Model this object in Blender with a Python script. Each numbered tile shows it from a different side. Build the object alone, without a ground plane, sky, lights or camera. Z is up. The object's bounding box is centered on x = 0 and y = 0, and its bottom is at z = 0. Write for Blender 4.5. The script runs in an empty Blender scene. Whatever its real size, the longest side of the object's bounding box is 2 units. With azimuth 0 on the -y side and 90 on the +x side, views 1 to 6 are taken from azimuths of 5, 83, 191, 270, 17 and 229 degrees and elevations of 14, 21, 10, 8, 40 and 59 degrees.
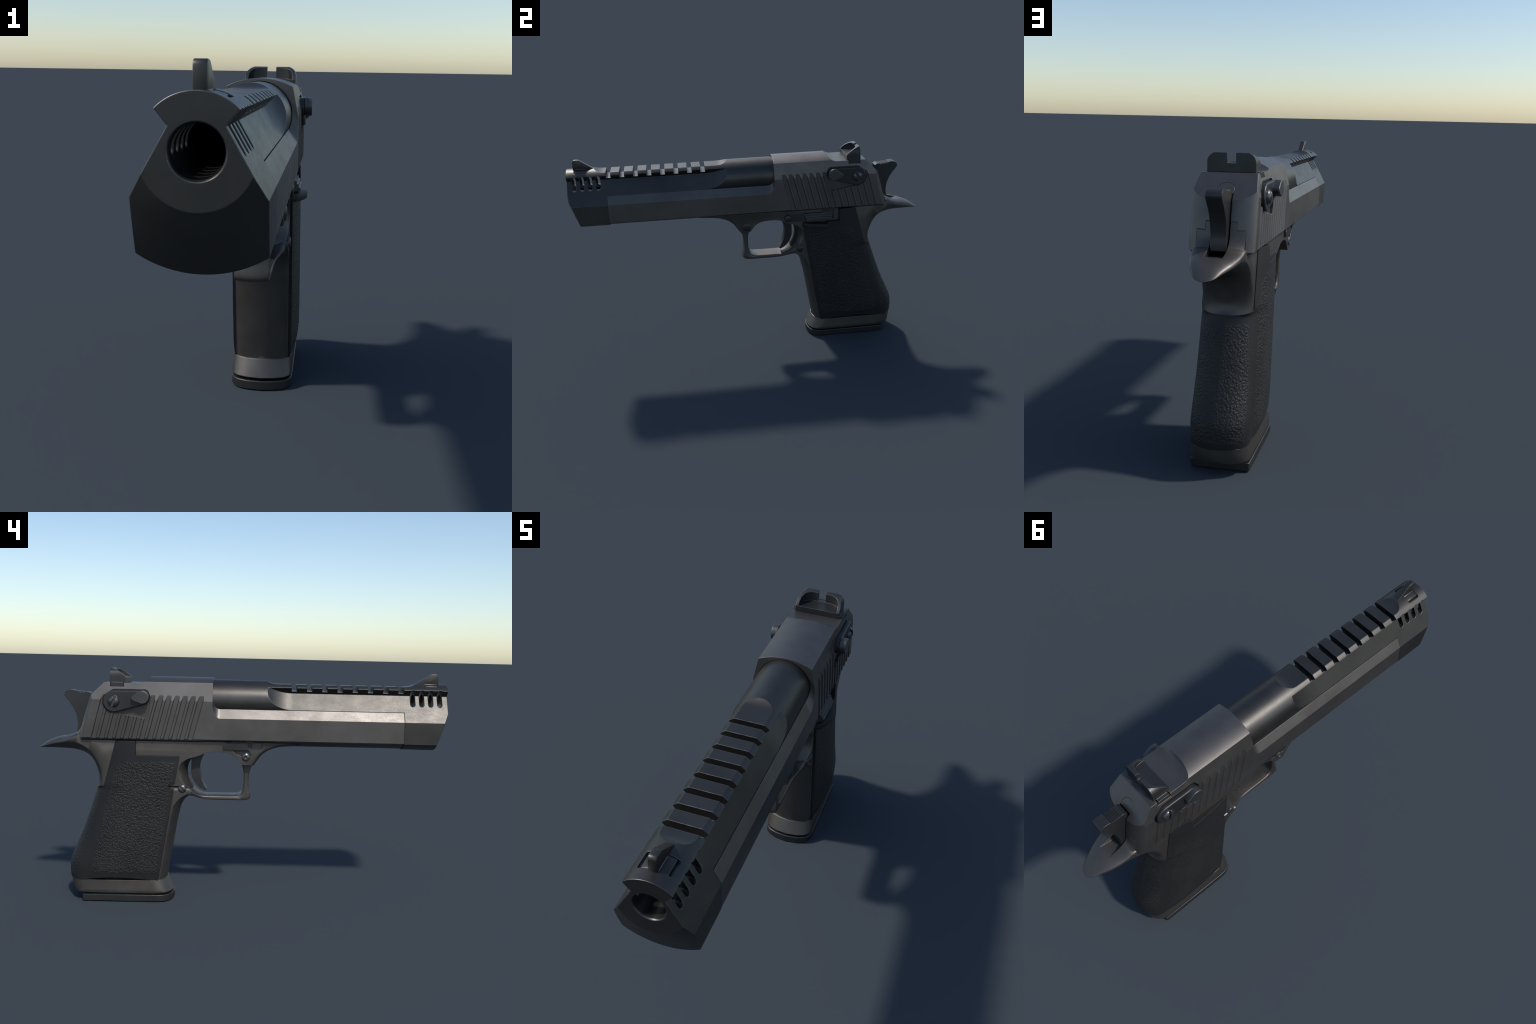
import bpy, bmesh, math
from mathutils import Vector, Matrix

# ------------------------------------------------------------------ helpers
def new_obj(name, verts, faces):
    me = bpy.data.meshes.new(name)
    me.from_pydata([tuple(v) for v in verts], [], faces)
    bm = bmesh.new(); bm.from_mesh(me)
    bmesh.ops.remove_doubles(bm, verts=bm.verts, dist=1e-6)
    bmesh.ops.recalc_face_normals(bm, faces=bm.faces)
    bm.to_mesh(me); bm.free()
    ob = bpy.data.objects.new(name, me)
    bpy.context.scene.collection.objects.link(ob)
    return ob

def loft(name, rings, cap=True):
    """closed rings of equal vertex count, joined by quads"""
    n = len(rings[0]); verts = [v for r in rings for v in r]; faces = []
    for i in range(len(rings) - 1):
        for j in range(n):
            k = (j + 1) % n
            faces.append((i*n + j, i*n + k, (i+1)*n + k, (i+1)*n + j))
    if cap:
        faces.append(tuple(range(n)))
        faces.append(tuple((len(rings)-1)*n + j for j in range(n)))
    return new_obj(name, verts, faces)

def at(axis, t, p):
    """2D outline point -> 3D; axis x: p=(y,z); axis y: p=(x,z); axis z: p=(x,y)"""
    return {'x': (t, p[0], p[1]), 'y': (p[0], t, p[1]), 'z': (p[0], p[1], t)}[axis]

def prism(name, outline, axis, a, b):
    return loft(name, [[at(axis, t, p) for p in outline] for t in (a, b)])

def box(name, x0, x1, y0, y1, z0, z1):
    return prism(name, [(x0, y0), (x1, y0), (x1, y1), (x0, y1)], 'z', z0, z1)

def circle(cx, cy, r, n=48, a0=0.0, a1=2*math.pi, end=False):
    m = n if not end else n - 1
    return [(cx + r*math.cos(a0 + (a1-a0)*i/m), cy + r*math.sin(a0 + (a1-a0)*i/m)) for i in range(n)]

def cyl(name, axis, c, r, a, b, n=48):
    return prism(name, circle(c[0], c[1], r, n), axis, a, b)

def revolve(name, axis, c, profile, n=48):
    """profile: list of (t along axis, radius); a radius of 0 closes the end"""
    rings = [[at(axis, t, (c[0] + max(r, 1e-5)*math.cos(2*math.pi*i/n),
                           c[1] + max(r, 1e-5)*math.sin(2*math.pi*i/n))) for i in range(n)]
             for t, r in profile]
    return loft(name, rings)

def spline(pts, per=6, closed=False):
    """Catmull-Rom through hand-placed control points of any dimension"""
    out = []; n = len(pts)
    segs = n if closed else n - 1
    def P(i):
        if closed: return pts[i % n]
        if i < 0: return tuple(2*a - b for a, b in zip(pts[0], pts[1]))
        if i >= n: return tuple(2*a - b for a, b in zip(pts[-1], pts[-2]))
        return pts[i]
    for i in range(segs):
        p0, p1, p2, p3 = P(i-1), P(i), P(i+1), P(i+2)
        for k in range(per):
            t = k / per
            out.append(tuple(0.5*(2*b + (c-a)*t + (2*a-5*b+4*c-d)*t*t + (3*b-a-3*c+d)*t**3)
                             for a, b, c, d in zip(p0, p1, p2, p3)))
    if not closed: out.append(tuple(pts[-1]))
    return out

def interp(table, t):
    if t <= table[0][0]: return table[0][1]
    for (a, va), (b, vb) in zip(table, table[1:]):
        if t <= b: return va + (vb - va)*(t - a)/(b - a)
    return table[-1][1]

def fillet(pts, r, n=5):
    """round the corners of a polygon; r is one radius or one per corner"""
    out = []; m = len(pts)
    for i in range(m):
        ri = r[i] if isinstance(r, (list, tuple)) else r
        p = Vector(pts[i]); a = Vector(pts[i-1]) - p; b = Vector(pts[(i+1) % m]) - p
        if ri <= 0: out.append(tuple(p)); continue
        ang = a.angle(b); d = min(ri/math.tan(ang/2), a.length*0.48, b.length*0.48)
        pa, pb = p + a.normalized()*d, p + b.normalized()*d
        for k in range(n + 1):
            t = k/n
            out.append(tuple((1-t)**2*pa + 2*t*(1-t)*p + t*t*pb))
    return out

def hull_circles(c1, r1, c2, r2, n=24):
    """outline of two circles joined by their outer tangents"""
    d = Vector(c2) - Vector(c1); base = math.atan2(d.y, d.x); off = math.acos((r1 - r2)/d.length)
    A = circle(c1[0], c1[1], r1, n, base + off, base + 2*math.pi - off, True)
    B = circle(c2[0], c2[1], r2, n, base - off, base + off, True)
    return A + B

def modify(ob, kind, **kw):
    m = ob.modifiers.new(kind, kind)
    for k, v in kw.items(): setattr(m, k, v)
    dg = bpy.context.evaluated_depsgraph_get()
    me = bpy.data.meshes.new_from_object(ob.evaluated_get(dg))
    ob.modifiers.clear(); old = ob.data; ob.data = me
    bpy.data.meshes.remove(old)
    return ob

def boolean(ob, *cutters, op='DIFFERENCE'):
    for c in cutters:
        modify(ob, 'BOOLEAN', operation=op, object=c, solver='EXACT')
        me = c.data; bpy.data.objects.remove(c); bpy.data.meshes.remove(me)
    return ob

def cut(ob, *c): return boolean(ob, *c)
def fuse(ob, *c): return boolean(ob, *c, op='UNION')

def join(name, *obs):
    verts, faces = [], []
    for o in obs:
        k = len(verts); verts += [tuple(v.co) for v in o.data.vertices]
        faces += [tuple(i + k for i in p.vertices) for p in o.data.polygons]
        me = o.data; bpy.data.objects.remove(o); bpy.data.meshes.remove(me)
    me = bpy.data.meshes.new(name); me.from_pydata(verts, [], faces)
    ob = bpy.data.objects.new(name, me); bpy.context.scene.collection.objects.link(ob)
    return ob

def bevel(ob, w, seg=2, ang=35):
    for p in ob.data.polygons: p.use_smooth = True
    return modify(ob, 'BEVEL', width=w, segments=seg, limit_method='ANGLE', angle_limit=math.radians(ang))

def mirror_x(ob, name):
    me = ob.data.copy()
    for v in me.vertices: v.co.x = -v.co.x
    me.flip_normals()
    o = bpy.data.objects.new(name, me); bpy.context.scene.collection.objects.link(o)
    return o

def finish(ob, name, mat, parent, angle=32):
    ob.name = name; ob.data.name = name
    for p in ob.data.polygons: p.use_smooth = True
    ob.data.set_sharp_from_angle(angle=math.radians(angle))
    ob.data.materials.clear(); ob.data.materials.append(mat)
    ob.parent = parent
    return ob

# ------------------------------------------------------------------ materials
def base_nodes(name):
    m = bpy.data.materials.new(name); m.use_nodes = True
    nt = m.node_tree; nt.nodes.clear()
    out = nt.nodes.new('ShaderNodeOutputMaterial'); b = nt.nodes.new('ShaderNodeBsdfPrincipled')
    nt.links.new(b.outputs[0], out.inputs[0])
    tc = nt.nodes.new('ShaderNodeTexCoord')
    return m, nt, b, tc

def noise(nt, vec, scale, detail=4.0, rough=0.55, stretch=None):
    if stretch:
        mp = nt.nodes.new('ShaderNodeMapping'); mp.inputs['Scale'].default_value = stretch
        nt.links.new(vec, mp.inputs[0]); vec = mp.outputs[0]
    n = nt.nodes.new('ShaderNodeTexNoise'); n.inputs['Scale'].default_value = scale
    n.inputs['Detail'].default_value = detail; n.inputs['Roughness'].default_value = rough
    nt.links.new(vec, n.inputs['Vector'])
    return n.outputs['Fac']

def maprange(nt, v, a, b, c, d, smooth=False):
    n = nt.nodes.new('ShaderNodeMapRange'); n.clamp = True
    if smooth: n.interpolation_type = 'SMOOTHSTEP'
    for k, x in zip(('From Min', 'From Max', 'To Min', 'To Max'), (a, b, c, d)): n.inputs[k].default_value = x
    nt.links.new(v, n.inputs[0]); return n.outputs[0]

def math_node(nt, op, a, b=None):
    n = nt.nodes.new('ShaderNodeMath'); n.operation = op
    for i, v in enumerate((a, b)):
        if v is None: continue
        if isinstance(v, (int, float)): n.inputs[i].default_value = v
        else: nt.links.new(v, n.inputs[i])
    return n.outputs[0]

def ramp(nt, fac, stops):
    r = nt.nodes.new('ShaderNodeValToRGB')
    while len(r.color_ramp.elements) < len(stops): r.color_ramp.elements.new(0.5)
    for e, (p, c) in zip(r.color_ramp.elements, stops):
        e.position = p; e.color = (*c, 1)
    nt.links.new(fac, r.inputs[0]); return r.outputs[0]

def metal(name, dark, mid, light, rough=0.46, metallic=0.8, edge=0.0025, edge_glint=(0.36, 0.36, 0.36)):
    m, nt, b, tc = base_nodes(name); P = tc.outputs['Object']
    big = noise(nt, P, 5.0, 5.0, 0.6)
    col = ramp(nt, big, [(0.30, dark), (0.52, mid), (0.75, light)])
    # fine speckle and long rubbed streaks along the slide direction
    fine = noise(nt, P, 160.0, 3.0, 0.6)
    streak = noise(nt, P, 17.0, 6.0, 0.68, (1.0, 0.55, 1.3))
    r1 = maprange(nt, streak, 0.3, 0.72, rough - 0.05, rough + 0.05)
    r2 = maprange(nt, fine, 0.3, 0.7, -0.025, 0.025)
    nt.links.new(math_node(nt, 'ADD', r1, r2), b.inputs['Roughness'])
    # rounded edges in shading, and a pale line painted along them for the sky glint
    bv = nt.nodes.new('ShaderNodeBevel'); bv.samples = 6; bv.inputs['Radius'].default_value = edge
    geo = nt.nodes.new('ShaderNodeNewGeometry')
    dot = nt.nodes.new('ShaderNodeVectorMath'); dot.operation = 'DOT_PRODUCT'
    nt.links.new(bv.outputs[0], dot.inputs[0]); nt.links.new(geo.outputs['Normal'], dot.inputs[1])
    edgem = maprange(nt, dot.outputs['Value'], 0.90, 0.985, 1.0, 0.0)
    spot = maprange(nt, noise(nt, P, 34.0, 4.0), 0.38, 0.62, 0.25, 0.9)
    fac = math_node(nt, 'MULTIPLY', math_node(nt, 'MULTIPLY', edgem, spot), 0.45)
    mix = nt.nodes.new('ShaderNodeMix'); mix.data_type = 'RGBA'
    nt.links.new(fac, mix.inputs[0])
    nt.links.new(col, mix.inputs[6]); mix.inputs[7].default_value = (*edge_glint, 1)
    nt.links.new(mix.outputs[2], b.inputs['Base Color'])
    bp = nt.nodes.new('ShaderNodeBump'); bp.inputs['Strength'].default_value = 0.06; bp.inputs['Distance'].default_value = 0.001
    nt.links.new(fine, bp.inputs['Height']); nt.links.new(bv.outputs[0], bp.inputs['Normal'])
    nt.links.new(bp.outputs[0], b.inputs['Normal'])
    b.inputs['Metallic'].default_value = metallic
    return m

def grip_material():
    m, nt, b, tc = base_nodes('stippled_black_polymer'); P = tc.outputs['Object']
    sx = nt.nodes.new('ShaderNodeSeparateXYZ'); nt.links.new(P, sx.inputs[0])
    x = math_node(nt, 'ABSOLUTE', sx.outputs[0]); y = sx.outputs[1]; z = sx.outputs[2]
    def line(y0, z0, slope):      # y minus a leaning line
        return math_node(nt, 'SUBTRACT', y, math_node(nt, 'ADD', y0, math_node(nt, 'MULTIPLY', math_node(nt, 'SUBTRACT', z0, z), slope)))
    def step(v, a, b_): return maprange(nt, v, a, b_, 0.0, 1.0, True)
    front = step(line(0.299, 0.733, 0.161), 0.010, 0.022)
    rearl = line(0.613, 0.668, 0.245)
    rear = step(rearl, 0.006, -0.010)
    top = step(z, 0.708, 0.694); bot = step(z, 0.140, 0.152)
    corner = step(math_node(nt, 'ADD', rearl, math_node(nt, 'MULTIPLY', z, 1.0)), 0.668, 0.652)
    side = front
    for k in (rear, top, bot, corner): side = math_node(nt, 'MULTIPLY', side, k)
    back = step(rearl, 0.040, 0.052)
    for k in (step(z, 0.545, 0.525), step(z, 0.118, 0.135), step(x, 0.106, 0.096)): back = math_node(nt, 'MULTIPLY', back, k)
    mask = math_node(nt, 'MAXIMUM', side, back)
    # pebbles: warped cells
    wn = nt.nodes.new('ShaderNodeTexNoise'); wn.inputs['Scale'].default_value = 60.0; nt.links.new(P, wn.inputs['Vector'])
    va = nt.nodes.new('ShaderNodeVectorMath'); va.operation = 'MULTIPLY_ADD'
    nt.links.new(wn.outputs['Color'], va.inputs[0]); va.inputs[1].default_value = (0.007,)*3
    nt.links.new(P, va.inputs[2])
    vo = nt.nodes.new('ShaderNodeTexVoronoi'); vo.feature = 'SMOOTH_F1'; vo.inputs['Scale'].default_value = 118.0
    vo.inputs['Smoothness'].default_value = 0.35; nt.links.new(va.outputs[0], vo.inputs['Vector'])
    peb = maprange(nt, vo.outputs['Distance'], 0.15, 0.75, 1.0, 0.0)
    h = math_node(nt, 'MULTIPLY', peb, mask)
    bv = nt.nodes.new('ShaderNodeBevel'); bv.samples = 4; bv.inputs['Radius'].default_value = 0.004
    bp = nt.nodes.new('ShaderNodeBump'); bp.inputs['Strength'].default_value = 1.0; bp.inputs['Distance'].default_value = 0.0017
    nt.links.new(h, bp.inputs['Height']); nt.links.new(bv.outputs[0], bp.inputs['Normal'])
    nt.links.new(bp.outputs[0], b.inputs['Normal'])
    big = noise(nt, P, 6.0, 4.0)
    c0 = ramp(nt, big, [(0.3, (0.0100, 0.0104, 0.0113)), (0.7, (0.0140, 0.0136, 0.0131))])
    mix = nt.nodes.new('ShaderNodeMix'); mix.data_type = 'RGBA'
    # handled pebble tops carry a little dust
    nt.links.new(math_node(nt, 'MULTIPLY', math_node(nt, 'MULTIPLY', h, maprange(nt, big, 0.4, 0.65, 0.2, 1.0)), 0.6), mix.inputs[0])
    nt.links.new(c0, mix.inputs[6]); mix.inputs[7].default_value = (0.034, 0.029, 0.0235, 1)
    nt.links.new(mix.outputs[2], b.inputs['Base Color'])
    b.inputs['Roughness'].default_value = 0.55
    b.inputs['Specular IOR Level'].default_value = 0.42
    return m

STEEL  = metal('blued_steel_slide', (0.116, 0.104, 0.095), (0.142, 0.131, 0.122), (0.163, 0.152, 0.143), 0.44, 0.85, 0.0018)
BARREL = metal('blued_steel_barrel', (0.066, 0.062, 0.058), (0.080, 0.076, 0.071), (0.094, 0.089, 0.083), 0.42, 0.88, 0.0036)
FRAME  = metal('blued_steel_frame', (0.098, 0.086, 0.077), (0.119, 0.107, 0.097), (0.139, 0.127, 0.117), 0.46, 0.8)
SMALL  = metal('dark_oxide_steel', (0.050, 0.050, 0.050), (0.060, 0.060, 0.060), (0.070, 0.070, 0.070), 0.42, 0.75)
WORN   = metal('rubbed_steel', (0.085, 0.084, 0.083), (0.105, 0.104, 0.103), (0.125, 0.124, 0.123), 0.42, 0.8)
SOOT   = metal('browned_steel_groove', (0.100, 0.089, 0.081), (0.120, 0.110, 0.102), (0.138, 0.128, 0.120), 0.48, 0.8, 0.0010)
SCREW  = metal('polished_screw_steel', (0.090, 0.090, 0.092), (0.110, 0.110, 0.112), (0.130, 0.130, 0.132), 0.33)
GRIP   = grip_material()

# ------------------------------------------------------------------ shared dimensions (metres)
BZ = 1.004              # height of the bore axis
BR = 0.1013             # barrel radius
HW = 0.1215             # slide half width
A  = Vector((0.0495, 1.047))                 # inner corner of the long side flutes (x, z)
SLOPE = Vector((0.4987, -0.8668))            # runs down and out along the sloped flat
NRM   = Vector((0.8668, 0.4987))             # its outward normal
UNDER = Vector((0.635, 0.7725))              # undercut below the rail wings

root = bpy.data.objects.new('pistol', None)
bpy.context.scene.collection.objects.link(root)
root['label'] = 'large dark gunmetal semi-automatic pistol with ribbed ported barrel and pebbled black grip'
root['category'] = 'pistol'

def both_sides(make):
    return make(1), make(-1)

# ------------------------------------------------------------------ barrel
def flute(side):
    rings = []
    ys = [-1.06, -0.6, -0.25] + [-0.25 + 0.132*i/14 for i in range(1, 15)]
    for y in ys:
        t = max(0.0, y + 0.25); d = 0.237 - math.sqrt(0.237**2 - t*t)
        a = A + UNDER*(d/NRM.dot(UNDER)); up = a + UNDER*0.15; dn = a + SLOPE*0.32
        ring = [a, up, up + Vector((0.3, 0)), dn + Vector((0.3, 0)), dn]
        rings.append([(side*p.x, y, p.y) for p in ring])
    return loft('flute', rings)

def top_cut(name, y_front, y_rear, z, r_front, r_rear, reach, x=0.2):
    """flat milled at height z whose two ends sweep up on a cutter radius"""
    pts = []
    for i in range(13):
        a = math.asin(min(1, reach/r_front))*(1 - i/12)
        pts.append((y_front - r_front*math.sin(a), z + r_front*(1 - math.cos(a))))
    for i in range(13):
        a = math.asin(min(1, reach/r_rear))*i/12
        pts.append((y_rear + r_rear*math.sin(a), z + r_rear*(1 - math.cos(a))))
    pts += [(pts[-1][0], z + 0.12), (pts[0][0], z + 0.12)]
    return prism(name, pts, 'x', -x, x)

tube = cyl('tube', 'y', (0, BZ), BR, -1.0, 0.30, 160)
low = circle(0, BZ, 0.2245, 41, math.pi + math.acos(HW/0.2245), 2*math.pi - math.acos(HW/0.2245), True)
block = prism('block', [(-HW, BZ)] + low + [(HW, BZ)], 'y', -1.0, -0.788)
barrel = fuse(tube, block)
cut(barrel, *both_sides(flute))
cone = [(0.078, -1.0 - 0.43*0.025), (0.42, -1.0 + 0.43*0.317), (0.42, -1.15), (0.078, -1.15)]
N = 128
rings = [[(r*math.cos(2*math.pi*i/N), y, BZ + r*math.sin(2*math.pi*i/N)) for r, y in cone] for i in range(N)]
verts = [v for r in rings for v in r]
faces = [(i*4 + j, i*4 + (j+1) % 4, ((i+1) % N)*4 + (j+1) % 4, ((i+1) % N)*4 + j) for i in range(N) for j in range(4)]
cut(barrel, new_obj('nose_cone', verts, faces))
cut(barrel, revolve('bore', 'y', (0, BZ), [(-1.02, 0.0545), (-1.0035, 0.0530), (-0.9955, 0.0487), (0.20, 0.0487)], 96))
cut(barrel, top_cut('rail_flat', -0.80, -0.172, 1.090, 0.09, 0.10, 0.062))
for i in range(8):                                            # cross slots of the rail
    y = -0.2410 - 0.0742*i
    cut(barrel, box('slot', -0.2, 0.2, y - 0.0255, y, 1.0585, 1.2))
for i in range(4):                                            # gas ports, cut straight across
    y = -0.8310 - 0.0438*i
    cut(barrel, prism('port', [(y + px, pz) for px, pz in hull_circles((0, 1.007), 0.0122, (0, 1.0645), 0.0122, 12)], 'x', -0.3, 0.3))
cut(barrel, prism('sight_pocket', fillet([(-0.050, -0.957), (0.050, -0.957), (0.050, -0.893), (-0.050, -0.893)], 0.008), 'z', 1.086, 1.2))
cut(barrel, cyl('pin_hole', 'z', (-0.045, -0.889), 0.007, 0.70, 0.81, 16), box('step', -0.3, 0.3, -0.868, -0.70, 0.70, 0.7835))
finish(barrel, 'barrel', BARREL, root, 14)

fs = prism('blade', fillet([(-0.853, 1.104), (-0.928, 1.154), (-0.9635, 1.1575), (-0.9645, 1.088), (-0.90, 1.088)], [0, 0.010, 0.018, 0, 0], 6), 'x', -0.0125, 0.0125)
bevel(fs, 0.0015, 2)
arc = circle(0, BZ, BR - 0.0012, 13, math.acos(0.040/BR), math.pi - math.acos(0.040/BR), True)
seat = prism('seat', [(0.040, 1.07)] + arc + [(-0.040, 1.07)], 'y', -0.9555, -0.8945)
bevel(seat, 0.0012, 2)
finish(join('front_sight', fs, seat), 'front_sight', BARREL, barrel)

# ------------------------------------------------------------------ slide
def rear_bulge(x):
    u = min(0.9999, abs(x)/0.1222)
    return 0.040*(1 - u**2.2)**0.4545 - 0.0120

HAMMER_SLOT = [(0.748, 0.70), (0.752, 0.86), (0.746, 0.93), (0.731, 0.985), (0.729, 1.032), (1.0, 1.032), (1.0, 0.70)]
def rear_line(z): return 0.7195 + 0.236*(1.028 - z)

top_arc = circle(0, 1.115 - 0.2247, 0.2247, 33, math.pi/2 - math.asin(0.103/0.2247), math.pi/2 + math.asin(0.103/0.2247), True)
prof = [(0.1185, 0.816), (HW, 0.819), (HW, 1.002)] + top_arc + [(-HW, 1.002), (-HW, 0.819), (-0.1185, 0.816)]
slide = prism('slide', prof, 'y', -0.7865, 0.84)

def front_flat(side):
    rings = []
    for y in [-0.9, 0.104] + [0.104 + 0.036*math.sin(math.pi/2*i/12) for i in range(1, 13)]:
        t = max(0.0, y - 0.104); d = 0.036 - math.sqrt(max(0, 0.036**2 - t*t))
        q = A + NRM*d
        rings.append([(side*p.x, y, p.y) for p in (q - SLOPE*0.13, q + SLOPE*0.30, q + SLOPE*0.30 + NRM*0.3, q - SLOPE*0.13 + NRM*0.3)])
    return loft('front_flat', rings)
cut(slide, *both_sides(front_flat))
cut(slide, box('roof', -0.075, 0.075, -0.9, 0.14, 1.045, 1.3))
cut(slide, cyl('barrel_channel', 'y', (0, BZ), BR + 0.0016, -0.9, 0.24, 160))
cut(slide, top_cut('sight_flat', 0.502, 1.2, 1.0825, 0.066, 0.066, 0.066))
# slanted, bulging rear end
rings = []
for i in range(33):
    x = 0.1221*math.sin(math.pi/2*(-1 + i/16)) if 0 < i < 32 else math.copysign(0.16, i - 16); b = rear_bulge(x)
    zi = 1.028 - b/(1 - 0.236)
    rings.append([(x, 0.667 + 1.079 - 1.25, 1.25), (x, 0.667 + 1.079 - zi, zi), (x, rear_line(0.70) + b, 0.70), (x, 1.3, 0.70), (x, 1.3, 1.25)])
cut(slide, loft('rear_end', rings))
# room for the stepped frame tail, the hammer and the firing pin plate
cut(slide, box('tail_low', -0.0892, 0.0892, 0.45, 1.0, 0.70, 0.8913), box('tail_high', -0.0572, 0.0572, 0.45, 1.0, 0.70, 0.9212))
cut(slide, prism('hammer_slot', HAMMER_SLOT, 'x', -0.0335, 0.0335))
# slanted grip grooves
def grooves(side):
    parts = []
    for i in range(13):
        y0 = 0.2320 if i == 0 else 0.2710 + 0.0387*(i - 1)
        y1 = y0 + (0.0305 if i == 0 else 0.0295)
        rings = []
        for x, e in ((0.1163, 0.0048), (HW + 0.0003, 0.0), (0.14, 0.0)):
            rings.append([(side*x, y - 0.262*(z - 0.816) + s*e, z) for y, s, z in ((y0, 1, 0.80), (y1, -1, 0.80), (y1, -1, 1.06), (y0, 1, 1.06))])
        parts.append(loft('groove', rings))
    return join('grooves', *parts)
cut(slide, *both_sides(grooves))
# pockets for the safety levers
pocket = fillet([(0.617, 1.053), (0.453, 1.053), (0.438, 1.020), (0.446, 0.940), (0.462, 0.9135), (0.594, 0.9375), (0.636, 0.9385), (0.670, 0.975), (0.668, 1.018)],
                [0.03, 0.018, 0.02, 0.02, 0.008, 0.02, 0.05, 0.05, 0.05], 5)
cut(slide, prism('pocket', pocket, 'x', 0.1035, 0.2), prism('pocket', pocket, 'x', -0.2, -0.1035))
# dovetail for the rear sight
cut(slide, prism('dovetail', [(0.5645, 1.0645), (0.634, 1.0645), (0.628, 1.10), (0.570, 1.10)], 'x', -0.2, 0.2))
def tilted_disc(name, r, d0, d1):
    ob = cyl(name, 'z', (0, 0), r, d0, d1, 48)
    M = Matrix.Translation((0, 0.667 + 1.079 - 1.027, 1.027)) @ Matrix.Rotation(math.radians(-45), 4, 'X')
    ob.data.transform(M); return ob
cut(slide, tilted_disc('pin_seat', 0.0345, -0.006, 0.05))
finish(slide, 'slide', STEEL, root, 10)
slide.data.materials.append(SOOT)                 # browned residue on the floor of the grooves and pockets
for p in slide.data.polygons:
    if p.center.y > 0.15 and abs(abs(p.normal.x) - 1) < 1e-3 and (abs(abs(p.center.x) - 0.1163) < 4e-4 or abs(abs(p.center.x) - 0.1035) < 4e-4):
        p.material_index = 1

disc = tilted_disc('firing_pin_plate', 0.0328, -0.004, -0.0003)
cut(disc, prism('hammer_slot', HAMMER_SLOT, 'x', -0.0335, 0.0335))
finish(disc, 'firing_pin_plate', STEEL, slide)

# rear sight: solid side profile trimmed to the arched back view, hollowed from the front
rs = prism('rear_sight', [(0.558, 1.0835), (0.558, 1.107), (0.566, 1.1175), (0.585, 1.1315), (0.606, 1.1425), (0.622, 1.149), (0.637, 1.1525), (0.6375, 1.0835)], 'x', -0.12, 0.12)
def arch(hw, top, z0, e):
    pts = [(-hw, z0)]
    for i in range(25):
        a = math.pi - math.pi*i/24
        c, s = math.cos(a), math.sin(a)
        pts.append((hw*math.copysign(abs(c)**e, c), 1.112 + (top - 1.112)*abs(s)**e))
    return pts + [(hw, z0)]
boolean(rs, prism('arch', arch(0.0915, 1.160, 1.05, 0.72), 'y', 0.4, 0.8), op='INTERSECT')
scoop = []
for y, k in ((0.50, 1.0), (0.565, 1.0), (0.588, 0.97), (0.603, 0.90), (0.613, 0.78), (0.620, 0.55)):
    zf = 1.1065 + (1 - k)*0.01
    pts = arch(0.080*k, 1.158, zf, 0.72)
    pts = [(px, max(pz, zf)) for px, pz in pts]
    m = len(pts)
    scoop.append([(px, y, pz if 0 < j < m-1 else zf) for j, (px, pz) in enumerate(pts)] )
# open the top of the scoop
scoop = [[(px, y, (pz if j in (0, len(r)-1) else pz + 0.03*math.sin(math.pi*(j-1)/(len(r)-3)))) for j, (px, y, pz) in enumerate(r)] for r in scoop]
cut(rs, loft('scoop', scoop))
cut(rs, box('notch', -0.0165, 0.0165, 0.5, 0.8, 1.1155, 1.3))
base = prism('sight_base', [(0.5665, 1.0655), (0.632, 1.0655), (0.626, 1.0845), (0.572, 1.0845)], 'x', -0.1062, 0.1062)
finish(join('rear_sight', rs, base), 'rear_sight', SMALL, slide, 25)

# safety levers with thumb knob and slotted screw
def lever_side(side):
    o = hull_circles((0.612, 0.9945), 0.0515, (0.478, 1.0135), 0.0335, 28)
    plate = bevel(prism('lever', o, 'x', 0.104, 0.1310), 0.0035, 1)
    knob = bevel(prism('knob', hull_circles((0.512, 1.0125), 0.0140, (0.4738, 1.0170), 0.0318, 16), 'x', 0.128, 0.1565), 0.0025, 1)
    lev = plate
    scr = revolve('screw', 'x', (0.612, 0.9955), [(0.120, 0.0285), (0.1335, 0.0285), (0.1375, 0.0265), (0.1425, 0.021), (0.1455, 0.012), (0.1465, 0.0)], 40)
    slot = box('slot', 0.1345, 0.2, -0.0062, 0.0062, -0.1, 0.1)
    slot.data.transform(Matrix.Translation((0, 0.612, 0.9955)) @ Matrix.Rotation(math.radians(22), 4, 'X'))
    cut(scr, slot)
    if side < 0:
        a = [mirror_x(o, 'part') for o in (lev, scr, knob)]
        for o in (lev, scr, knob): bpy.data.objects.remove(o)
        lev, scr, knob = a
    finish(lev, 'safety_lever', SMALL, slide, 22)
    finish(scr, 'lever_screw', SCREW, slide)
    finish(knob, 'thumb_knob', WORN, slide, 22)
lever_side(1); lever_side(-1)

# ------------------------------------------------------------------ frame
arcb = circle(0, BZ, 0.220, 31, math.pi + math.acos(0.110/0.220), 2*math.pi - math.acos(0.110/0.220), True)
frame = prism('dust_cover', [(-0.110, 0.8175)] + arcb + [(0.110, 0.8175)], 'y', -0.7865, 0.20)
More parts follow.
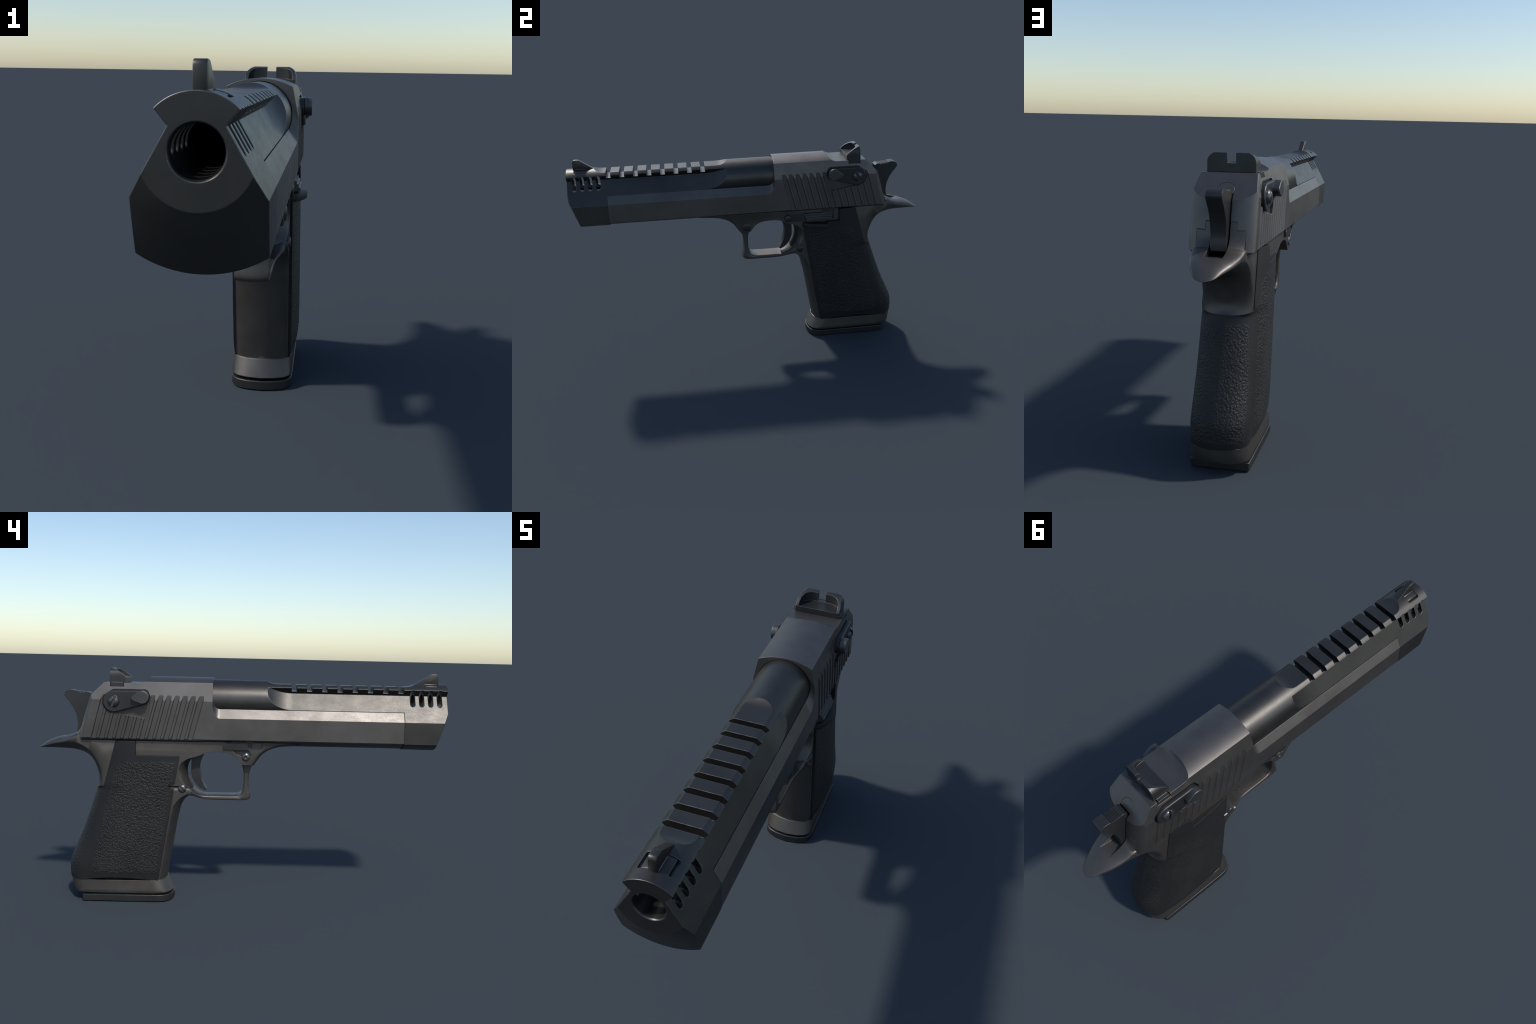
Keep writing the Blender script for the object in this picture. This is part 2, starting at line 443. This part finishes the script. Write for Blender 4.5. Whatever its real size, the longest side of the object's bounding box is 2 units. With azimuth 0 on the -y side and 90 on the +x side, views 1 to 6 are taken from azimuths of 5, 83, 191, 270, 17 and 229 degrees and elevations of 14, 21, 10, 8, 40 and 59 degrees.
# tang and rounded back strap: upper edge y,z - lower edge y,z - half width - under y,z - over y,z
sec = spline([(0.9990, 0.7540, 0.9990, 0.7530, 0.012, 0.9998, 0.7520, 0.9985, 0.7550),
              (0.985, 0.7595, 0.985, 0.7585, 0.034, 0.984, 0.7525, 0.983, 0.7670),
              (0.950, 0.7715, 0.950, 0.7700, 0.0530, 0.945, 0.7522, 0.955, 0.7870),
              (0.905, 0.7835, 0.905, 0.7818, 0.0735, 0.900, 0.7520, 0.920, 0.8030),
              (0.872, 0.7930, 0.872, 0.7890, 0.0830, 0.868, 0.7510, 0.893, 0.8110),
              (0.848, 0.8010, 0.848, 0.7930, 0.0885, 0.845, 0.7500, 0.870, 0.8150),
              (0.820, 0.8115, 0.821, 0.7930, 0.0925, 0.810, 0.7445, 0.840, 0.8220),
              (0.788, 0.8200, 0.787, 0.7850, 0.0955, 0.770, 0.7320, 0.790, 0.8380),
              (0.750, 0.8180, 0.755, 0.7680, 0.0955, 0.737, 0.7080, 0.700, 0.8100),
              (0.700, 0.7900, 0.723, 0.7410, 0.0955, 0.715, 0.6710, 0.640, 0.7800),
              (0.660, 0.7600, 0.700, 0.7080, 0.0955, 0.704, 0.6320, 0.620, 0.7400),
              (0.640, 0.7200, 0.686, 0.6840, 0.0955, 0.7005, 0.6100, 0.600, 0.7000),
              (0.630, 0.6700, 0.674, 0.6450, 0.0955, 0.7030, 0.5900, 0.600, 0.6500),
              (0.630, 0.6200, 0.670, 0.6100, 0.0955, 0.7070, 0.5780, 0.600, 0.6100),
              (0.630, 0.5850, 0.6685, 0.5800, 0.0953, 0.7122, 0.5688, 0.600, 0.5850)], 5)
sec += [(0.630, 0.583, 0.655, 0.5785, 0.085, 0.696, 0.5670, 0.60, 0.583), (0.630, 0.545, 0.650, 0.540, 0.080, 0.680, 0.530, 0.60, 0.545)]
back_edge = [(r[2], r[3]) for r in sec if r[3] > 0.585 and r[2] < 0.788][::-1]
# web in front of the trigger guard, rounded the same way
web_sec = spline([(-0.050, 0.6950, -0.066, 0.688), (-0.067, 0.720, -0.083, 0.712), (-0.087, 0.748, -0.102, 0.737), (-0.111, 0.769, -0.125, 0.756), (-0.135, 0.781, -0.152, 0.770), (-0.163, 0.792, -0.190, 0.7805), (-0.200, 0.8005, -0.235, 0.7845), (-0.250, 0.8075, -0.300, 0.7860)], 5)
cheek = [(ey, ez) for ey, ez, _, _ in web_sec] + [(-0.25, 0.8185)]
cheek = cheek[::-1] \
    + spline([(-0.006, 0.6955), (0.009, 0.713), (0.023, 0.731), (0.046, 0.746), (0.075, 0.754), (0.124, 0.757), (0.168, 0.752), (0.196, 0.739), (0.229, 0.728), (0.265, 0.716), (0.291, 0.695), (0.303, 0.664), (0.300, 0.632), (0.284, 0.602), (0.262, 0.583), (0.253, 0.566), (0.260, 0.546), (0.290, 0.528), (0.315, 0.500), (0.331, 0.470), (0.345, 0.400), (0.394, 0.110)], 5) \
    + [(0.70, 0.110), (0.70, 0.45), (0.640, 0.56)] + back_edge + [(0.783, 0.8185)]
fuse(frame, prism('cheeks', cheek, 'x', -0.095, 0.095))
rings = []
for ey, ez, uy, uz in web_sec:
    under = [(0.095*math.cos(math.pi*i/20), ey + (uy-ey)*math.sin(math.pi*i/20), ez + (uz-ez)*math.sin(math.pi*i/20)) for i in range(21)]
    rings.append(under + [(-0.09, ey + 0.03, ez + 0.02), (0.09, ey + 0.03, ez + 0.02)])
fuse(frame, loft('web', rings))
# narrow rail ledge right under the slide
fuse(frame, prism('ledge', [(-0.110, 0.8178), (-0.110, 0.812), (-0.0945, 0.803), (0.0945, 0.803), (0.110, 0.812), (0.110, 0.8178)], 'y', 0.19, 0.775))
# rounded front strap, from the magazine well up behind the trigger
edge_y = [(0.10, 0.397), (0.138, 0.391), (0.300, 0.362), (0.400, 0.345), (0.470, 0.331), (0.500, 0.316), (0.528, 0.290), (0.546, 0.262), (0.566, 0.256), (0.583, 0.264), (0.602, 0.285), (0.632, 0.301), (0.664, 0.304), (0.695, 0.292), (0.716, 0.266), (0.728, 0.232), (0.745, 0.20)]
mid_y  = [(0.10, 0.362), (0.122, 0.359), (0.300, 0.329), (0.402, 0.311), (0.476, 0.294), (0.510, 0.276), (0.530, 0.250), (0.546, 0.236), (0.575, 0.234), (0.600, 0.248), (0.630, 0.261), (0.660, 0.265), (0.690, 0.258), (0.715, 0.242), (0.745, 0.20)]
zs = [p[2] for p in [(0, 0, 0.10 + 0.645*i/48) for i in range(49)]]
rings = []
for z in zs:
    e, m = interp(edge_y, z), interp(mid_y, z) + 0.001; m = min(m, e)
    ring = [(0.094*math.cos(math.pi*i/24), e + 0.004 - (e + 0.004 - m)*math.sin(math.pi*i/24)**1.35, z) for i in range(25)]
    rings.append(ring + [(-0.088, e + 0.15, z), (0.088, e + 0.15, z)])
strap = loft('front_strap', rings)
fuse(frame, strap)
# swept trigger guard: (inner y, z), (outer y, z), half width
st = spline([(-0.002, 0.715, -0.070, 0.712, 0.060), (-0.006, 0.690, -0.056, 0.688, 0.056), (-0.014, 0.658, -0.0445, 0.655, 0.0545), (-0.016, 0.615, -0.039, 0.612, 0.054), (-0.014, 0.576, -0.041, 0.570, 0.054),
             (-0.007, 0.553, -0.047, 0.543, 0.054), (0.002, 0.541, -0.046, 0.520, 0.054), (0.019, 0.5345, -0.022, 0.5115, 0.054), (0.06, 0.533, 0.04, 0.5105, 0.0545),
             (0.130, 0.533, 0.130, 0.511, 0.055), (0.172, 0.533, 0.178, 0.5145, 0.056), (0.197, 0.537, 0.210, 0.5225, 0.062), (0.222, 0.550, 0.235, 0.531, 0.074), (0.245, 0.572, 0.262, 0.533, 0.086), (0.285, 0.600, 0.300, 0.510, 0.088)], 4)
rings = []
for iy, iz, oy, oz, w in st:
    ring = []
    c = 0.28
    for px, pt in ((-1, c), (-1, 1-c), (-0.95, 0.90), (-0.80, 0.96), (-0.45, 1.03), (0.0, 1.06), (0.45, 1.03), (0.80, 0.96), (0.95, 0.90), (1, 1-c), (1, c), (0.95, c*0.35), (0.86, 0.0), (-0.86, 0.0), (-0.95, c*0.35)):
        ring.append((px*w, iy + (oy-iy)*pt, iz + (oz-iz)*pt))
    rings.append(ring)
fuse(frame, loft('guard', rings))
rings = []
for j, (ty, tz, by, bz, w, uy, uz, oy, oz) in enumerate(sec):
    p = 1.7 - 0.65*max(0.0, j/len(sec) - 0.55)/0.45
    ring = [(w, ty, tz)]
    for i in range(25):
        a = math.pi*i/24; k = math.sin(a)**p
        ring.append((w*math.cos(a), by + (uy-by)*k, bz + (uz-bz)*k))
    for i in range(24):
        a = math.pi*i/24; k = math.sin(a)
        ring.append((-w*math.cos(a), ty + (oy-ty)*k, tz + (oz-tz)*k))
    rings.append(ring)
fuse(frame, loft('tang', rings))
# stepped tail that fills the back of the slide and flares into the tang
def tail(hw, top, low, flare):
    rings = []
    for i in range(25):
        x = -hw + 2*hw*i/24; b = rear_bulge(x)
        pts = [(0.5, low), (0.5, top)]
        for z in [top, top - 0.012] + ([0.872, 0.860, 0.850, 0.841, 0.833, 0.826, 0.820, low] if flare else [low]):
            pts.append((rear_line(z) + b - 0.0005 + (0.037 - 0.024*(x/hw)**2)*min(1.0, max(0, (0.872 - z)/0.052))**2*(1 if flare else 0), z))
        rings.append([(x, y, z) for y, z in pts])
    return loft('tail', rings)
fuse(frame, tail(0.0878, 0.8898, 0.795, True), tail(0.0558, 0.9198, 0.880, False))
# magazine well flare
def well(z, front, hw, rear, rc):
    front += 0.004
    f = [(hw, front + 0.085), (hw - 0.002, front + 0.060), (hw - 0.010, front + 0.039), (hw - 0.028, front + 0.020), (hw - 0.060, front + 0.0065), (0.0, front)]
    rear -= 0.004
    b = [(0.0, rear), (hw*0.45, rear - rc*0.15), (hw*0.75, rear - rc*0.45), (hw*0.93, rear - rc*0.95), (hw, rear - rc*1.6)]
    right = f[::-1] + [(hw, (front + rear)/2)] + b[::-1]
    return [(x, y, z) for x, y in right] + [(-x, y, z) for x, y in right[::-1][1:-1]]
mag = loft('well', [well(0.0420, 0.350, 0.100, 0.800, 0.03), well(0.0425, 0.328, 0.1105, 0.826, 0.04), well(0.047, 0.3245, 0.1115, 0.834, 0.04), well(0.060, 0.3305, 0.1105, 0.842, 0.045), well(0.085, 0.343, 0.1085, 0.846, 0.045), well(0.1070, 0.353, 0.1075, 0.848, 0.045), well(0.1078, 0.3540, 0.0950, 0.70, 0.02), well(0.118, 0.357, 0.0940, 0.70, 0.02), well(0.128, 0.3595, 0.0930, 0.69, 0.02), well(0.140, 0.3615, 0.0915, 0.68, 0.02)])
fuse(frame, mag)
# hammer well in the tail, recess of the takedown latch, screw driver groove
cut(frame, prism('hammer_well', [(0.60, 1.0), (0.60, 0.795), (0.80, 0.800), (0.855, 0.8055), (0.893, 0.8135), (0.93, 0.86), (0.93, 1.0)], 'x', -0.034, 0.034))
cut(frame, prism('latch_recess', fillet([(0.040, 0.812), (0.040, 0.767), (0.022, 0.750), (-0.004, 0.7385), (-0.052, 0.7385), (-0.073, 0.754), (-0.090, 0.7715), (-0.104, 0.7745), (-0.111, 0.790), (-0.102, 0.804), (-0.060, 0.8065), (-0.056, 0.812)], [0, 0, 0.01, 0.01, 0.005, 0, 0.008, 0.01, 0.012, 0.01, 0, 0], 4), 'x', -0.2, -0.078))
cut(frame, cyl('groove', 'y', (-0.099, 0.5735), 0.0125, 0.25, 0.40, 20))
relief = spline([(0.425, 0.1085), (0.52, 0.1190), (0.60, 0.1240), (0.68, 0.1205), (0.765, 0.1085)], 5)
for side in (1, -1):
    cut(frame, prism('relief', relief, 'x', side*0.074, side*0.13))
finish(frame, 'frame', FRAME, root, 30)

# ------------------------------------------------------------------ takedown latch, pins and screws
latch = prism('latch', [(0.087, 0.7935), (0.0865, 0.7690), (-0.0415, 0.7675), (-0.024, 0.8080), (0.050, 0.8075), (0.066, 0.8045)], 'x', -0.1035, -0.080)
bevel(latch, 0.0015, 2)
web = prism('web', [(0.036, 0.772), (0.036, 0.767), (0.020, 0.751), (-0.004, 0.7405), (-0.046, 0.7405), (-0.0545, 0.747), (-0.042, 0.772)], 'x', -0.0935, -0.076)
drum = cyl('drum', 'x', (-0.008, 0.806), 0.050, -0.087, -0.075, 40)
cut(drum, box('trim', -0.2, 0.2, -0.2, 0.2, 0.8155, 0.9))
finish(join('takedown_latch', latch, web, drum), 'takedown_latch', SMALL, frame, 22)

def pin(name, side, y, z, r, x0, x1, slot=None, socket=False, mat=None):
    p = [(x0, r), (x1 - 0.45*r, r), (x1 - 0.22*r, 0.93*r), (x1 - 0.07*r, 0.72*r), (x1, 0.40*r), (x1, 0.0)]
    if socket: p = p[:-1] + [(x1 - 0.006, 0.30*r), (x1 - 0.008, 0.0)]
    o = revolve(name, 'x', (y, z), p, 36)
    if slot is not None:
        s = box('slot', x1 - 0.006, x1 + 0.1, -0.11*r*1.6, 0.11*r*1.6, -0.1, 0.1)
        s.data.transform(Matrix.Translation((0, y, z)) @ Matrix.Rotation(math.radians(slot), 4, 'X'))
        cut(o, s)
    if side < 0:
        a = mirror_x(o, name); bpy.data.objects.remove(o); o = a
    return finish(o, name, mat or SCREW, frame)
pin('latch_bolt', -1, -0.0245, 0.7335, 0.0215, 0.07, 0.1015, socket=True)
pin('frame_screw', -1, 0.2845, 0.5705, 0.0205, 0.07, 0.1010, slot=-48)
pin('latch_button', 1, -0.0250, 0.7270, 0.0265, 0.07, 0.1030, mat=SMALL)
pin('frame_pin', 1, 0.2820, 0.5695, 0.0200, 0.07, 0.1020, mat=SMALL)

# slide stop on the right side: long bar, upper ear, three stepped thumb ridges
bar = prism('bar', fillet([(0.200, 0.7815), (0.406, 0.7830), (0.417, 0.790), (0.4205, 0.8120), (0.484, 0.8120), (0.484, 0.745), (0.30, 0.738), (0.200, 0.7435)], [0.012, 0.004, 0.004, 0, 0, 0.004, 0, 0.012], 4), 'x', 0.080, 0.1035)
bevel(bar, 0.0012, 2)
pad = loft('thumb_pad', [[(x, y, z) for x, z in ((0.098, 0.787), (0.108, 0.785), (0.109, 0.7775), (0.1150, 0.7755), (0.1160, 0.7660), (0.1215, 0.7635), (0.1225, 0.7530), (0.1275, 0.7505), (0.1275, 0.7430), (0.098, 0.7390))]
                         for y in (0.322, 0.470)])
for v in pad.data.vertices:                       # front end slants inwards, rear end leans forward
    if v.co.y < 0.4: v.co.y += (v.co.x - 0.098)*0.75 - 0.020
    else: v.co.y -= (0.787 - v.co.z)*0.22 - 0.004
finish(join('slide_stop', bar, pad), 'slide_stop', SMALL, frame, 22)
pin('slide_stop_pin', 1, 0.2140, 0.7620, 0.0205, 0.07, 0.1120, mat=SMALL)

# ------------------------------------------------------------------ hammer and trigger
top = [(0.738, 1.0255), (0.752, 1.0335), (0.768, 1.0335)]
for i in range(6):                                # thumb serrations
    y = 0.773 + 0.0082*i; z = 1.0335 + 0.0045*(i/5)**1.6
    top += [(y, z - 0.0050), (y + 0.0018, z - 0.0050), (y + 0.0034, z + 0.0008), (y + 0.0064, z + 0.0008)]
ham = top + spline([(0.832, 1.0420), (0.850, 1.0405), (0.866, 1.0310), (0.871, 1.0165), (0.862, 1.0010), (0.842, 0.976), (0.824, 0.947), (0.811, 0.912), (0.8065, 0.875), (0.810, 0.843)], 4) \
    + [(0.8100, 0.822), (0.76, 0.810), (0.765, 0.86), (0.758, 0.93), (0.742, 0.985)]
hammer = bevel(prism('hammer', ham, 'x', -0.0292, 0.0292), 0.0007, 1, 40)
finish(hammer, 'hammer', SMALL, root, 25)
trg = spline([(0.246, 0.78), (0.244, 0.715), (0.246, 0.662), (0.241, 0.625), (0.224, 0.591), (0.200, 0.567), (0.176, 0.554)], 4) \
    + spline([(0.168, 0.5605), (0.188, 0.597), (0.1995, 0.634), (0.2045, 0.673), (0.196, 0.710), (0.180, 0.745), (0.176, 0.78)], 4)
trigger = bevel(prism('trigger', trg, 'x', -0.0285, 0.0285), 0.002, 1, 40)
finish(trigger, 'trigger', SMALL, root, 25)

# ------------------------------------------------------------------ grip
def grip_front(z): return 0.299 + (0.733 - z)*0.161
back_y = spline([(0.100, 0.849), (0.130, 0.8535), (0.165, 0.8535), (0.196, 0.850), (0.243, 0.831), (0.336, 0.791), (0.439, 0.754), (0.512, 0.7305), (0.560, 0.7145)], 5) + [(0.568, 0.7130), (0.590, 0.7265), (0.65, 0.7080), (0.82, 0.6610)]
half = spline([(0.0, 0.1045), (0.10, 0.1105), (0.30, 0.1195), (0.50, 0.1235), (0.66, 0.1205), (0.80, 0.1070), (0.89, 0.0895), (0.95, 0.0650), (0.985, 0.034), (1.0, 0.0)], 4)
rings = []
for i in range(57):
    z = 0.1075 + (0.8045 - 0.1075)*i/56
    f = grip_front(z); b = interp(back_y, z)
    k = interp([(0.10, 0.97), (0.16, 1.015), (0.30, 1.02), (0.50, 1.01), (0.62, 1.0), (0.74, 0.99), (0.81, 0.975)], z)
    q = interp([(0.10, 1.14), (0.20, 1.13), (0.35, 1.07), (0.56, 1.045), (0.60, 1.0), (0.82, 1.0)], z)   # fuller heel
    right = [(x*(k if t < 0.75 else k + (q - k)*min(1.0, (t - 0.75)/0.15)), f + (b - f)*t) for t, x in half]
    rings.append([(x, y, z) for x, y in right] + [(-x, y, z) for x, y in right[::-1][1:]])
grip = loft('grip', rings)
cut(grip, box('front_top', -0.3, 0.3, 0.0, 0.511, 0.7345, 0.95))
rear_edge = [(0.58, 0.92), (0.6095, 0.803), (0.6285, 0.728), (0.6675, 0.5805), (0.712, 0.5695), (0.78, 0.5575), (0.95, 0.5575), (0.95, 0.92)]
cut(grip, prism('back_top', rear_edge, 'x', -0.3, 0.3))
arch_pts = spline([(0.415, 0.104), (0.44, 0.1095), (0.52, 0.1190), (0.60, 0.1240), (0.68, 0.1205), (0.75, 0.1105), (0.778, 0.104)], 5)
cut(grip, prism('arch', arch_pts + [(0.778, 0.09), (0.415, 0.09)], 'x', -0.3, 0.3))
cut(grip, prism('driver_notch', hull_circles((0.3365, 0.5850), 0.0140, (0.25, 0.5820), 0.0140, 16), 'x', -0.3, -0.080))
# step beside the thumb shelf on the right
cut(grip, box('shelf_step', 0.0, 0.3, 0.0, 0.443, 0.7280, 0.95))
finish(grip, 'grip', GRIP, root, 38)
shelf = prism('thumb_shelf', [(0.090, 0.3005), (0.104, 0.3005)] + spline([(0.104, 0.3005), (0.118, 0.311), (0.131, 0.335), (0.1415, 0.370), (0.1475, 0.405), (0.149, 0.4385)], 4) + [(0.145, 0.4415), (0.090, 0.4415)], 'z', 0.7060, 0.7330)
for v in shelf.data.vertices: v.co.z -= (v.co.y - 0.30)*0.04
bevel(shelf, 0.003, 2)
finish(shelf, 'thumb_shelf', GRIP, root)

# ------------------------------------------------------------------ magazine floor plate
def plate(z, d):
    front, hw, rear = 0.3250 + d, 0.1125 - d, 0.7735 - d
    right = [(0, front), (hw*0.46, front + 0.0065), (hw*0.75, front + 0.020), (hw*0.91, front + 0.039), (hw*0.98, front + 0.060), (hw, front + 0.085), (hw, rear - 0.004), (hw - 0.004, rear)]
    return [(x, y, z) for x, y in right] + [(-x, y, z) for x, y in right[::-1][:-1]]
fp = loft('floor_plate', [plate(0.0, 0.003), plate(0.003, 0.0), plate(0.0325, 0.0), plate(0.0345, 0.002)])
body = box('magazine', -0.09, 0.09, 0.42, 0.700, 0.02, 0.10)
finish(join('floor_plate', fp, body), 'magazine_floor_plate', SMALL, root)
